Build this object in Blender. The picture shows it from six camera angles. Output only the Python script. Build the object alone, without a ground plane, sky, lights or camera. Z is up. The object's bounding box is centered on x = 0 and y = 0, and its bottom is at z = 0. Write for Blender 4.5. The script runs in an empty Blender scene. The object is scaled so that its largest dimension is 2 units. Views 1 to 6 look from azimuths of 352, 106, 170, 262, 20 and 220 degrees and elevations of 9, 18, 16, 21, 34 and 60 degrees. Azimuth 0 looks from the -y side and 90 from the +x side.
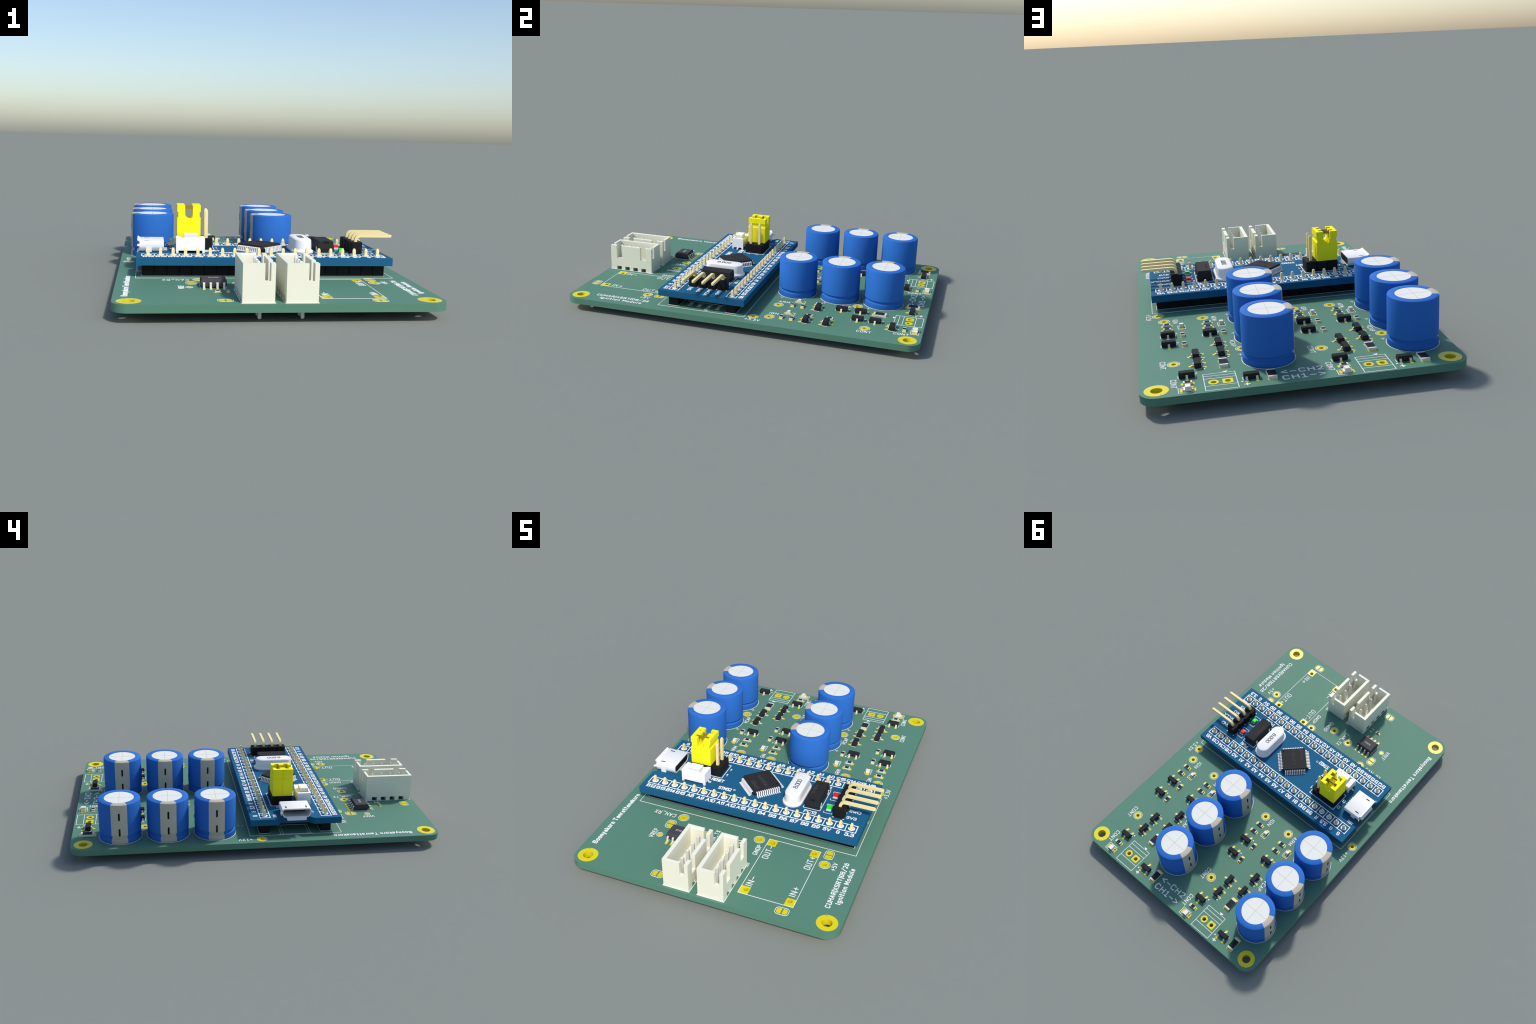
"""A populated two-channel circuit board, built part by part.

All sizes are in millimetres of the real board (60 x 90 mm); S turns them into
scene metres (the 90 mm side becomes 2.00 m).  z = 0 mm is the top of the main
board; the tips of the connector pins underneath touch the ground."""
import bpy, bmesh, math
from mathutils import Vector

S = 2.0 / 90.0
DEPTH = 3.36            # mm from the board's top face down to the pin tips
ZT = DEPTH * S
THICK = 1.51            # main board thickness
MZ = 4.14               # top face of the raised module board

# ------------------------------------------------------------------ materials
def material(name, rgb, rough=0.55, spec=0.4, metal=0.0, coat=0.0, grain=0.012):
    m = bpy.data.materials.new(name)
    m.use_nodes = True
    nt = m.node_tree
    b = nt.nodes["Principled BSDF"]
    tc = nt.nodes.new("ShaderNodeTexCoord")
    nz = nt.nodes.new("ShaderNodeTexNoise")
    nz.inputs["Scale"].default_value = 140.0
    nz.inputs["Detail"].default_value = 3.0
    rp = nt.nodes.new("ShaderNodeValToRGB")
    lo = [max(0.0, c * (1 - grain)) for c in rgb]
    hi = [min(1.0, c * (1 + grain)) for c in rgb]
    rp.color_ramp.elements[0].position = 0.3
    rp.color_ramp.elements[1].position = 0.7
    rp.color_ramp.elements[0].color = (*lo, 1)
    rp.color_ramp.elements[1].color = (*hi, 1)
    nt.links.new(tc.outputs["Object"], nz.inputs["Vector"])
    nt.links.new(nz.outputs["Fac"], rp.inputs["Fac"])
    nt.links.new(rp.outputs["Color"], b.inputs["Base Color"])
    b.inputs["Roughness"].default_value = rough
    b.inputs["Specular IOR Level"].default_value = spec
    b.inputs["Metallic"].default_value = metal
    b.inputs["Coat Weight"].default_value = coat
    return m

MASK = material("green_solder_mask", (0.094, 0.220, 0.156), 0.55, 0.14)
PRINT = material("white_board_print", (0.82, 0.82, 0.80), 0.8, 0.1)
GOLD = material("yellow_plated_pad", (0.70, 0.60, 0.003), 0.40, 0.5)
MODULE = material("blue_solder_mask", (0.015, 0.106, 0.212), 0.65, 0.04)
MPRINT = material("module_print", (0.85, 0.85, 0.85), 0.8, 0.1)
SLEEVE = material("blue_sleeve", (0.029, 0.146, 0.50), 0.6, 0.06)
STRIPE = material("grey_stripe", (0.50, 0.455, 0.36), 0.6, 0.06)
ALU = material("pale_aluminium_top", (0.71, 0.715, 0.665), 0.6, 0.06)
SCORE = material("score_line", (0.50, 0.50, 0.46), 0.7, 0.05)
DARK = material("black_mark", (0.012, 0.012, 0.012), 0.7, 0.1)
BODY = material("black_package", (0.0255, 0.0255, 0.026), 0.6, 0.06)
SOICM = material("charcoal_package", (0.062, 0.062, 0.066), 0.6, 0.08)
PLASTIC = material("black_header_plastic", (0.013, 0.013, 0.0135), 0.6, 0.08)
TIN = material("tinned_lead", (0.66, 0.655, 0.60), 0.5, 0.35)
PIN = material("pale_gold_pin", (0.84, 0.70, 0.34), 0.5, 0.3)
CREAM = material("cream_nylon", (0.79, 0.785, 0.635), 0.6, 0.25)
SILVER = material("pale_steel", (0.79, 0.785, 0.79), 0.55, 0.12)
PLUNGE = material("grey_plunger_side", (0.66, 0.66, 0.66), 0.6, 0.1)
DIMPLE = material("package_recess", (0.014, 0.014, 0.014), 0.7, 0.05)
WHITE = material("white_plastic", (0.88, 0.88, 0.88), 0.5, 0.3)
CERAMIC = material("ceramic_body", (0.72, 0.73, 0.68), 0.6, 0.2)
YELLOW = material("yellow_plastic", (0.88, 0.83, 0.018), 0.6, 0.06)
BRASS = material("brown_clip", (0.32, 0.20, 0.02), 0.5, 0.3)
LENS = material("milky_lens", (0.78, 0.775, 0.66), 0.5, 0.3)
TAN = material("tan_terminal", (0.74, 0.54, 0.28), 0.55, 0.3)
RED = material("red_lens", (0.90, 0.012, 0.012), 0.5, 0.2)
GREEN = material("green_lens", (0.012, 0.90, 0.015), 0.5, 0.2)
GREYINK = material("grey_ink", (0.07, 0.07, 0.07), 0.8, 0.05)
PALEINK = material("pale_ink", (0.55, 0.55, 0.55), 0.8, 0.1)

# ------------------------------------------------------------------- geometry
class Build:
    """Collects closed pieces, given in mm, into one mesh."""
    def __init__(self):
        self.v, self.f, self.m = [], [], []
        self.slot = 0

    def add(self, verts, faces):
        o = len(self.v)
        self.v += [tuple(c) for c in verts]
        self.f += [tuple(o + i for i in f) for f in faces]
        self.m += [self.slot] * len(faces)
        return self

    def loft(self, rings, cap=True):
        n = len(rings[0])
        verts = [p for r in rings for p in r]
        faces = []
        for k in range(len(rings) - 1):
            for i in range(n):
                j = (i + 1) % n
                faces.append((k * n + i, k * n + j, (k + 1) * n + j, (k + 1) * n + i))
        if cap:
            faces.append(tuple(reversed(range(n))))
            faces.append(tuple((len(rings) - 1) * n + i for i in range(n)))
        return self.add(verts, faces)

    def prism(self, poly, c0, c1, axis="z"):
        put = {"z": lambda a, b, c: (a, b, c), "x": lambda a, b, c: (c, a, b), "y": lambda a, b, c: (a, c, b)}[axis]
        return self.loft([[put(a, b, c) for a, b in poly] for c in (c0, c1)])

    def box(self, x0, x1, y0, y1, z0, z1):
        return self.prism([(x0, y0), (x1, y0), (x1, y1), (x0, y1)], z0, z1)

    def taper(self, levels, cx=0.0, cy=0.0):
        """levels: (z, half_x, half_y)"""
        return self.loft([[(cx - a, cy - b, z), (cx + a, cy - b, z), (cx + a, cy + b, z), (cx - a, cy + b, z)] for z, a, b in levels])

    def lathe(self, prof, n=48, a0=0.0, a1=360.0, cx=0.0, cy=0.0):
        full = abs(a1 - a0 - 360) < 1e-6
        cols = n if full else n + 1
        verts, k = [], len(prof)
        for i in range(cols):
            a = math.radians(a0 + (a1 - a0) * i / n)
            verts += [(cx + r * math.cos(a), cy + r * math.sin(a), z) for r, z in prof]
        faces = []
        for i in range(n):
            j = (i + 1) % cols
            for q in range(k - 1):
                faces.append((i * k + q, j * k + q, j * k + q + 1, i * k + q + 1))
        return self.add(verts, faces)

    def disc(self, r, z0, z1, cx=0.0, cy=0.0, n=24):
        ring = [(cx + r * math.cos(2 * math.pi * i / n), cy + r * math.sin(2 * math.pi * i / n)) for i in range(n)]
        return self.prism(ring, z0, z1)

    def ring(self, ri, ro, z0, z1, cx=0.0, cy=0.0, n=32):
        return self.lathe([(ri, z0), (ro, z0), (ro, z1), (ri, z1), (ri, z0)], n, cx=cx, cy=cy)

    def pin(self, x, y, z0, z1, h=0.32, tip=0.2, lead=0.42):
        return self.taper([(z0, tip, tip), (z0 + lead, h, h), (z1 - lead, h, h), (z1, tip, tip)], x, y)

    def mesh(self, name, mats, smooth=None):
        me = bpy.data.meshes.new(name)
        me.from_pydata([(x * S, y * S, z * S) for x, y, z in self.v], [], self.f)
        for m in (mats if isinstance(mats, (list, tuple)) else [mats]):
            me.materials.append(m)
        me.polygons.foreach_set("material_index", self.m)
        bm = bmesh.new()
        bm.from_mesh(me)
        bmesh.ops.remove_doubles(bm, verts=bm.verts, dist=1e-7)
        bmesh.ops.recalc_face_normals(bm, faces=bm.faces)
        bm.to_mesh(me)
        bm.free()
        if smooth:
            me.polygons.foreach_set("use_smooth", [True] * len(me.polygons))
            me.set_sharp_from_angle(angle=math.radians(smooth))
        return me


def rounded(x0, x1, y0, y1, r, n=6, corners=(1, 1, 1, 1)):
    """Rectangle outline with rounded corners (order: +x+y, -x+y, -x-y, +x-y)."""
    pts = []
    for k, (cx, cy) in enumerate(((x1 - r, y1 - r), (x0 + r, y1 - r), (x0 + r, y0 + r), (x1 - r, y0 + r))):
        if corners[k]:
            for i in range(n + 1):
                a = math.pi / 2 * (k + i / n)
                pts.append((cx + r * math.cos(a), cy + r * math.sin(a)))
        else:
            pts.append(((x1, x0, x0, x1)[k], (y1, y1, y0, y0)[k]))
    return pts


def circle(cx, cy, r, n=32):
    return [(cx + r * math.cos(2 * math.pi * i / n), cy + r * math.sin(2 * math.pi * i / n)) for i in range(n)]


def curve_mesh(cu, name):
    ob = bpy.data.objects.new("helper", cu)
    bpy.context.scene.collection.objects.link(ob)
    dg = bpy.context.evaluated_depsgraph_get()
    dg.update()
    me = bpy.data.meshes.new_from_object(ob.evaluated_get(dg))
    me.name = name
    bpy.data.objects.remove(ob)
    bpy.data.curves.remove(cu)
    return me


def plate(name, outer, holes, z0, z1, mat):
    """Flat plate with holes, made by filling a 2D curve."""
    cu = bpy.data.curves.new(name, "CURVE")
    cu.dimensions = "2D"
    cu.fill_mode = "BOTH"
    cu.extrude = (z1 - z0) / 2 * S
    for ring in [outer] + holes:
        sp = cu.splines.new("POLY")
        sp.points.add(len(ring) - 1)
        for p, (x, y) in zip(sp.points, ring):
            p.co = (x * S, y * S, 0, 1)
        sp.use_cyclic_u = True
    me = curve_mesh(cu, name)
    for v in me.vertices:
        v.co.z += (z0 + z1) / 2 * S
    me.materials.clear()
    me.materials.append(mat)
    bm = bmesh.new()
    bm.from_mesh(me)
    bmesh.ops.remove_doubles(bm, verts=bm.verts, dist=1e-6)
    bmesh.ops.recalc_face_normals(bm, faces=bm.faces)
    bm.to_mesh(me)
    bm.free()
    me.polygons.foreach_set("use_smooth", [True] * len(me.polygons))
    me.set_sharp_from_angle(angle=math.radians(35))
    return me


def place(name, me, parent, x=0.0, y=0.0, z=0.0, rot=0.0, kind=None):
    ob = bpy.data.objects.new(name, me)
    bpy.context.scene.collection.objects.link(ob)
    ob.parent = parent
    ob.location = (x * S, y * S, z * S)
    ob.rotation_euler = (0, 0, math.radians(rot))
    if kind:
        ob["kind"] = kind
    return ob


# ------------------------------------------------------------- stroke lettering
# Simple pen strokes on a grid: capitals are 9 units high, ';' lifts the pen,
# '~' marks a stroke whose corners are rounded.
GLYPH = {
    "A": "0,0 3.7,9 7.4,0; 1.3,3 6.1,3", "B": "0,0 0,9; 0,9 3,9; ~3,9 6.4,9 6.4,4.8 3,4.8; 3,4.8 0,4.8; ~3,4.8 7.2,4.8 7.2,0 3.2,0; 3.2,0 0,0",
    "C": "~7.2,7.6 6.2,9 3.6,9 0,9 0,0 3.6,0 6.2,0 7.2,1.4", "D": "0,0 0,9; 0,9 2.4,9; ~2.4,9 7.2,9 7.2,0 2.4,0; 2.4,0 0,0",
    "E": "6,9 0,9 0,0 6,0; 0,4.8 4.6,4.8", "F": "6,9 0,9 0,0; 0,4.8 4.6,4.8",
    "G": "~7.2,8 6,9 3.8,9 0,9 0,0 3.8,0 6,0 7.2,1; 7.2,1 7.2,4.3 4.6,4.3", "H": "0,0 0,9; 7.2,0 7.2,9; 0,4.8 7.2,4.8",
    "I": "0,0 0,9", "K": "0,0 0,9; 6.8,9 0,3.8; 2.2,5.4 6.8,0", "L": "0,9 0,0 5.6,0", "M": "0,0 0,9 4,2.6 8,9 8,0",
    "N": "0,0 0,9 7.2,0 7.2,9", "O": "~3.7,9 0,9 0,0 3.7,0 7.4,0 7.4,9 3.7,9", "P": "0,0 0,9; 0,9 3.2,9; ~3.2,9 6.8,9 6.8,4.2 3.2,4.2; 3.2,4.2 0,4.2",
    "R": "0,0 0,9; 0,9 3.2,9; ~3.2,9 6.8,9 6.8,4.4 3.2,4.4; 3.2,4.4 0,4.4; 3.4,4.4 7,0", "S": "~6.6,8 5,9 3.2,9 0,9 0,4.9 3.2,4.7 6.8,4.5 6.8,0 3.2,0 1.4,0 0,1",
    "T": "0,9 7.2,9; 3.6,9 3.6,0", "U": "0,9 0,3; ~0,3 0,0 3.6,0 7.2,0 7.2,3; 7.2,3 7.2,9", "V": "0,9 3.6,0 7.2,9",
    "W": "0,9 2.3,0 4.6,6.4 6.9,0 9.2,9", "X": "0,9 6.6,0; 0,0 6.6,9",
    "a": "~0.6,5.4 2,6 4.4,6 4.8,4.6; 4.8,4.6 4.8,0; ~4.8,3.4 0,4.2 0,0 2.4,0 4.8,0.8", "d": "5,9 5,0; ~5,5.4 3.4,6 0,6 0,0 3.4,0 5,0.8",
    "e": "0,3.2 5,3.2; ~5,3.2 5,6 2.6,6 0,6 0,0 2.8,0 4.8,0.6", "g": "5,6 5,-1; ~5,-1 5,-3 2.6,-3 0.6,-2.6; ~5,5.4 3.4,6 0,6 0,0 3.4,0 5,0.8",
    "i": "0,0 0,6; 0,8.4 0,9", "k": "0,0 0,9; 4.6,6 0,2.4; 1.6,3.6 4.8,0", "l": "0,9 0,1.4; ~0,1.4 0,0 1.4,0",
    "n": "0,0 0,6; ~0,4.8 1.4,6 4.8,6 4.8,3.6; 4.8,3.6 4.8,0", "o": "~2.5,6 0,6 0,0 2.5,0 5,0 5,6 2.5,6", "r": "0,0 0,6; ~0,4 0.8,6 3.2,6",
    "t": "0,6 3.8,6; 1.3,9 1.3,1.6; ~1.3,1.6 1.3,0 3.6,0", "u": "~0,6 0,3 0,0 3,0 4.8,1.2; 4.8,6 4.8,0", "y": "0,6 2.5,0; ~5,6 2.5,0 1.4,-3 0,-3",
    "0": "~3,9 0,9 0,0 3,0 6,0 6,9 3,9", "1": "0.4,7.4 3,9 3,0; 0,0 6,0", "2": "~0,8 1.4,9 3.2,9 6.4,9 6,4.8 0,0; 0,0 6.4,0",
    "3": "0,9 6,9 2.6,5.4; ~2.6,5.4 6.4,5.4 6.4,0 3,0 1.2,0 0,0.8", "5": "5.8,9 0.6,9 0.2,4.9; ~0.2,4.9 1.6,5.6 6.4,5.8 6.4,0 3,0 1.2,0 0,0.8",
    "6": "~5.6,9 3,8.6 0,6.4 0,2.8; ~0,2.8 0,0 3.2,0 6.4,0 6.4,5.6 3.2,5.6 0,5.6 0,2.8", "8": "~3.2,9 0.2,9 0.2,5 3.2,5 6.2,5 6.2,9 3.2,9; ~3.2,5 -0.2,5 -0.2,0 3.2,0 6.6,0 6.6,5 3.2,5",
    "|": "0,-2.4 0,10.4", "/": "0,-1.6 7,10.2", "+": "0,4 6.8,4; 3.4,0.6 3.4,7.4", "-": "0,4 6.8,4", "<": "7,7.6 0,4.2 7,0.8", ">": "0,7.6 7,4.2 0,0.8",
    "4": "4.8,0 4.8,9 0,2.4 7,2.4", "7": "0,9 6.4,9 1.8,0", "9": "~0.8,0 3.4,0.4 6.4,2.6 6.4,6.2; ~6.4,6.2 6.4,9 3.2,9 0,9 0,3.4 3.2,3.4 6.4,3.4 6.4,6.2", "Y": "0,9 3.6,4 7.2,9; 3.6,4 3.6,0",
    "_": "0,-1 6.8,-1", ".": "0,0 0,0.7", " ": "",
}


# wide, round letters of the module board: same pen, a few other forms
ROUND = {"1": "0,6.6 2.2,9 2.2,0", "3": "~0.2,7.4 0.8,9 2.8,9 5.8,9 5.8,4.9 2.4,4.9; ~2.4,4.9 6.3,4.9 6.3,0 2.8,0 0.4,0 0,2",
         "C": "~7.6,7.6 6.4,9 4.4,9 0,9 0,0 4.4,0 6.4,0 7.6,1.4", "G": "~7.8,7.6 6.6,9 4.6,9 0,9 0,0 4.6,0 8.6,0 8.4,4.3; 8.4,4.3 5,4.3",
         "O": "~4.6,9 0,9 0,0 4.6,0 9.2,0 9.2,9 4.6,9", "0": "~3.2,9 0,9 0,0 3.2,0 6.4,0 6.4,9 3.2,9"}


def chaikin(p, n=3):
    for _ in range(n):
        q = [p[0]]
        for a, b in zip(p, p[1:]):
            q += [(a[0] * .75 + b[0] * .25, a[1] * .75 + b[1] * .25), (a[0] * .25 + b[0] * .75, a[1] * .25 + b[1] * .75)]
        p = q + [p[-1]]
    return p


def offsets(pts, w, cyclic=False):
    """Left and right rails of a pen stroke of width w, mitred at the corners."""
    h, n = w / 2, len(pts)
    seg = list(zip(pts, pts[1:] + pts[:1])) if cyclic else list(zip(pts, pts[1:]))
    d = []
    for a, b in seg:
        L = math.hypot(b[0] - a[0], b[1] - a[1]) or 1e-9
        d.append(((b[0] - a[0]) / L, (b[1] - a[1]) / L))
    left, right = [], []
    for i, p in enumerate(pts):
        a = d[i - 1] if (cyclic or i > 0) else d[0]
        b = d[i] if i < len(d) else d[-1]
        na, nb = (-a[1], a[0]), (-b[1], b[0])
        mx, my = na[0] + nb[0], na[1] + nb[1]
        L = mx * mx + my * my
        k = 2 * h / L if L > 0.35 else 0
        if k == 0:
            mx, my, k = na[0], na[1], h
        left.append((p[0] + mx * k, p[1] + my * k))
        right.append((p[0] - mx * k, p[1] - my * k))
    return left, right, d


def ribbon(pts, w, round_ends=False):
    left, right, d = offsets(pts, w)
    return left + right[::-1]


def pen_stroke(b, pts, w, z0, z1, round_ends=True):
    """One raised pen stroke: a strip of quads, closed if the path returns to its start."""
    cyc = len(pts) > 3 and math.hypot(pts[0][0] - pts[-1][0], pts[0][1] - pts[-1][1]) < 1e-6
    if cyc:
        pts = pts[:-1]
    clean = [pts[0]]
    for p in pts[1:]:
        if math.hypot(p[0] - clean[-1][0], p[1] - clean[-1][1]) > 1e-4:
            clean.append(p)
    if not cyc and not round_ends:      # square ends reach half a width further
        for a, b_ in ((0, 1), (-1, -2)):
            p, q = clean[a], clean[b_]
            L = math.hypot(p[0] - q[0], p[1] - q[1])
            clean[a] = (p[0] + (p[0] - q[0]) / L * w * 0.48, p[1] + (p[1] - q[1]) / L * w * 0.48)
    left, right, d = offsets(clean, w, cyc)
    n = len(left)
    rings = [[(*l, z0), (*l, z1), (*r, z1), (*r, z0)] for l, r in zip(left, right)]
    verts = [v for r in rings for v in r]
    faces = []
    for i in range(n if cyc else n - 1):
        j = (i + 1) % n
        faces += [(i * 4 + k, j * 4 + k, j * 4 + (k + 1) % 4, i * 4 + (k + 1) % 4) for k in range(4)]
    if not cyc:
        for i, sgn in ((0, -1), (n - 1, 1)):
            if not round_ends:
                faces.append(tuple(i * 4 + k for k in range(4)))
                continue
            p, dr = clean[i], d[0 if i == 0 else -1]
            a0 = math.atan2(dr[1] * sgn, dr[0] * sgn)
            arc = [(p[0] + w / 2 * math.cos(a0 + t), p[1] + w / 2 * math.sin(a0 + t)) for t in (0.85, 0.28, -0.28, -0.85)]
            first, last = (0, 3) if sgn > 0 else (3, 0)      # left rail first going clockwise
            o = len(verts)
            verts += [(*q, z0) for q in arc] + [(*q, z1) for q in arc]
            lo0, hi0, lo1, hi1 = (i * 4 + 0, i * 4 + 1, i * 4 + 3, i * 4 + 2) if sgn > 0 else (i * 4 + 3, i * 4 + 2, i * 4 + 0, i * 4 + 1)
            faces.append((hi0, o + 4, o + 5, o + 6, o + 7, hi1))
            faces.append((lo0, o, o + 1, o + 2, o + 3, lo1))
            chain_lo, chain_hi = [lo0, o, o + 1, o + 2, o + 3, lo1], [hi0, o + 4, o + 5, o + 6, o + 7, hi1]
            faces += [(chain_lo[k], chain_lo[k + 1], chain_hi[k + 1], chain_hi[k]) for k in range(5)]
    b.add(verts, faces)


def split_sharp(pts):
    """Break a polyline where it turns back sharply, so mitres stay short."""
    out, cur = [], [pts[0]]
    for i in range(1, len(pts)):
        cur.append(pts[i])
        if i < len(pts) - 1:
            a = (pts[i][0] - pts[i - 1][0], pts[i][1] - pts[i - 1][1])
            b = (pts[i + 1][0] - pts[i][0], pts[i + 1][1] - pts[i][1])
            c = (a[0] * b[0] + a[1] * b[1]) / ((math.hypot(*a) * math.hypot(*b)) or 1)
            if c < -0.55:
                out.append(cur)
                cur = [pts[i]]
    return out + [cur]


def lettering(text, length, height, w, name, mat, ends=True, alt=None, gap=4.4):
    """Stroke lettering whose ink fills length x height (mm), baseline at y=0."""
    strokes, x = [], 0.0
    for ch in text:
        if ch == " ":
            x += 5.0
            continue
        pts_all = []
        for st in (alt or {}).get(ch, GLYPH[ch]).split(";"):
            st = st.strip()
            soft = st.startswith("~")
            p = [tuple(float(c) for c in q.split(",")) for q in st.lstrip("~").split()]
            pts_all.append(chaikin(p) if soft else p)
        wd = max(q[0] for p in pts_all for q in p)
        strokes += [[(q[0] + x, q[1]) for q in p] for p in pts_all]
        x += wd + gap
    x -= gap
    kx, ky = (length - w) / max(x, 1e-6), (height - w) / 9.0
    b = Build()
    k = 0
    for st in strokes:
        for part in split_sharp([(w / 2 + q[0] * kx, w / 2 + q[1] * ky) for q in st]):
            pen_stroke(b, part, w, 0.004, 0.03 + 0.009 * (k % 4), ends)
            k += 1
    return b.mesh(name, mat)


def typeset(text, height, name, mat, width=None, bold=0.02, thick=0.03):
    """Printed text in the built-in font, height in mm, centred at the origin."""
    cu = bpy.data.curves.new(name, "FONT")
    cu.body = text
    cu.size = 1.0
    cu.offset = bold
    cu.resolution_u = 3
    cu.extrude = 0.01
    me = curve_mesh(cu, name)
    xs = [v.co.x for v in me.vertices]
    ys = [v.co.y for v in me.vertices]
    k = height / (max(ys) - min(ys))
    kx = width / (max(xs) - min(xs)) if width else k
    cx, cy = (max(xs) + min(xs)) / 2, (max(ys) + min(ys)) / 2
    for v in me.vertices:
        v.co = Vector(((v.co.x - cx) * kx * S, (v.co.y - cy) * k * S, (v.co.z + 0.01) / 0.02 * thick * S))
    me.materials.clear()
    me.materials.append(mat)
    return me


# =========================================================== the thing itself
root = bpy.data.objects.new("circuit_board", None)
bpy.context.scene.collection.objects.link(root)
root.location = (0, 0, ZT)
root["label"] = "green circuit board with blue capacitors and blue module"
root["category"] = "circuit board"

# ---- positions, mm.  The two output channels are copies of one layout.
CHANNELS = ((0.0, 0.0), (-28.48, 0.12))
TEST_POINTS = [(21.41, -25.8), (25.75, 4.36), (-0.52, -27.0), (-6.26, -26.3), (-13.72, -22.43), (5.37, -23.2), (-28.14, -0.38)]
for dx, dy in CHANNELS:
    TEST_POINTS += [(24.52 + dx, 8.12 + dy), (16.14 + dx, 8.12 + dy), (23.53 + dx, 31.51 + dy), (10.07 + dx, 27.42 + dy)]
SUPPLY = ((18.30, -39.15), (8.72, -39.27), (8.58, -23.3), (18.25, -23.24))
TERMINALS = [((16.91 + dx, 41.18 + dy), (14.36 + dx, 41.18 + dy)) for dx, dy in CHANNELS]
MOUNTS = [(sx * 27.0, sy * 42.0) for sx in (-1, 1) for sy in (-1, 1)]
CONNECTORS = (-7.58, 0.15)          # x of the two connectors' back walls
CONN_Y = -38.1
ROWS = (-16.76, -1.53)              # y of the module's two pin rows
PIN_X = [-23.77 + 2.54 * i for i in range(20)]
CAPS = [(5.66 + dx, 10.42 + 11.43 * k + dy) for dx, dy in CHANNELS for k in range(3)]

# ---- main board
holes = [circle(x, y, 1.12) for x, y in MOUNTS] + [circle(x, y, 0.50, 20) for x, y in TEST_POINTS]
holes += [circle(x, y, 0.57, 20) for x, y in SUPPLY] + [circle(x, y, 0.54, 20) for pair in TERMINALS for x, y in pair]
main = place("main_board", plate("main_board", rounded(-30, 30, -45, 45, 3.0, 10), holes, -THICK, 0.0, MASK), root)

def barrel(b, ri, ro_top, n=28, top=True):
    bot = -THICK
    prof = [(ri, 0.035)] + ([(ro_top, 0.035), (ro_top, 0.002), (ri + 0.06, 0.002)] if top else [(ri + 0.06, 0.034)])
    prof += [(ri + 0.06, bot - 0.002), (ro_top, bot - 0.002), (ro_top, bot - 0.035), (ri, bot - 0.035), (ri, 0.035)]
    b.lathe(prof, n)
    return b

b = barrel(Build(), 1.08, 2.2, 48)
b.slot = 1
b.disc(0.09, 0.03, 0.041, -0.73, 1.83, 10)
me = b.mesh("mounting_ring", [GOLD, DARK], 35)
for x, y in MOUNTS:
    place("mounting_ring", me, main, x, y)
me = barrel(Build(), 0.46, 1.0).mesh("test_point", GOLD, 35)
for x, y in TEST_POINTS:
    place("test_point", me, main, x, y)
place("flat_test_point", Build().disc(0.52, 0.002, 0.035).mesh("flat_test_point", GOLD), main, -15.98, -29.99)

def square_hole_pad(name, x0, x1, y0, y1, r, ri):
    me = plate(name, rounded(x0, x1, y0, y1, r, 4) if r else [(x0, y0), (x1, y0), (x1, y1), (x0, y1)], [circle(0, 0, ri, 24)], 0.002, 0.035, GOLD)
    bb = Build()
    bb.lathe([(ri, 0.034), (ri + 0.07, 0.0), (ri + 0.07, -THICK), (1.0, -THICK - 0.003), (1.0, -THICK - 0.035), (ri, -THICK - 0.035), (ri, 0.034)], 24)
    m2 = bb.mesh("tmp", GOLD, 35)
    bm = bmesh.new()
    bm.from_mesh(me)
    bm.from_mesh(m2)
    bm.to_mesh(me)
    bm.free()
    bpy.data.meshes.remove(m2)
    return me

# supply module pads sit inside the corners of a printed rectangle
RX0, RX1, RY0, RY1 = 7.42, 19.41, -40.57, -22.12
for (x, y), (cx, cy) in zip(SUPPLY, ((RX1, RY0), (RX0, RY0), (RX0, RY1), (RX1, RY1))):
    xa, xb = (cx - 2.0, cx - 0.06) if cx > 12 else (cx + 0.06, cx + 2.08)
    ya, yb = (cy + 0.06, cy + 2.28) if cy < -30 else (cy - 2.18, cy - 0.06)
    place("supply_pad", square_hole_pad("supply_pad", xa - x, xb - x, ya - y, yb - y, 0, 0.52), main, x, y)
sq = square_hole_pad("terminal_pad", -0.96, 0.96, -0.96, 0.96, 0.24, 0.52)
rd = barrel(Build(), 0.52, 0.96).mesh("terminal_pad", GOLD, 35)
for (a, c) in TERMINALS:
    place("terminal_pad", rd, main, *a)
    place("terminal_pad", sq, main, *c)

def pad_mesh(name, sx, sy, r):
    return Build().prism(rounded(-sx / 2, sx / 2, -sy / 2, sy / 2, r, 4), 0.002, 0.035).mesh(name, GOLD)

PAD = {k: pad_mesh("solder_pad", *v) for k, v in {
    "r0402": (0.54, 0.64, 0.13), "r0603": (0.80, 0.95, 0.2), "r1206": (1.125, 1.75, 0.25), "led0603": (0.875, 0.95, 0.22),
    "led0805": (0.975, 1.4, 0.25), "sot": (1.475, 0.6, 0.15), "soic": (1.95, 0.6, 0.29)}.items()}

def local(x, y, rot, u, v):
    a = math.radians(rot)
    return x + u * math.cos(a) - v * math.sin(a), y + u * math.sin(a) + v * math.cos(a)

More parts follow.
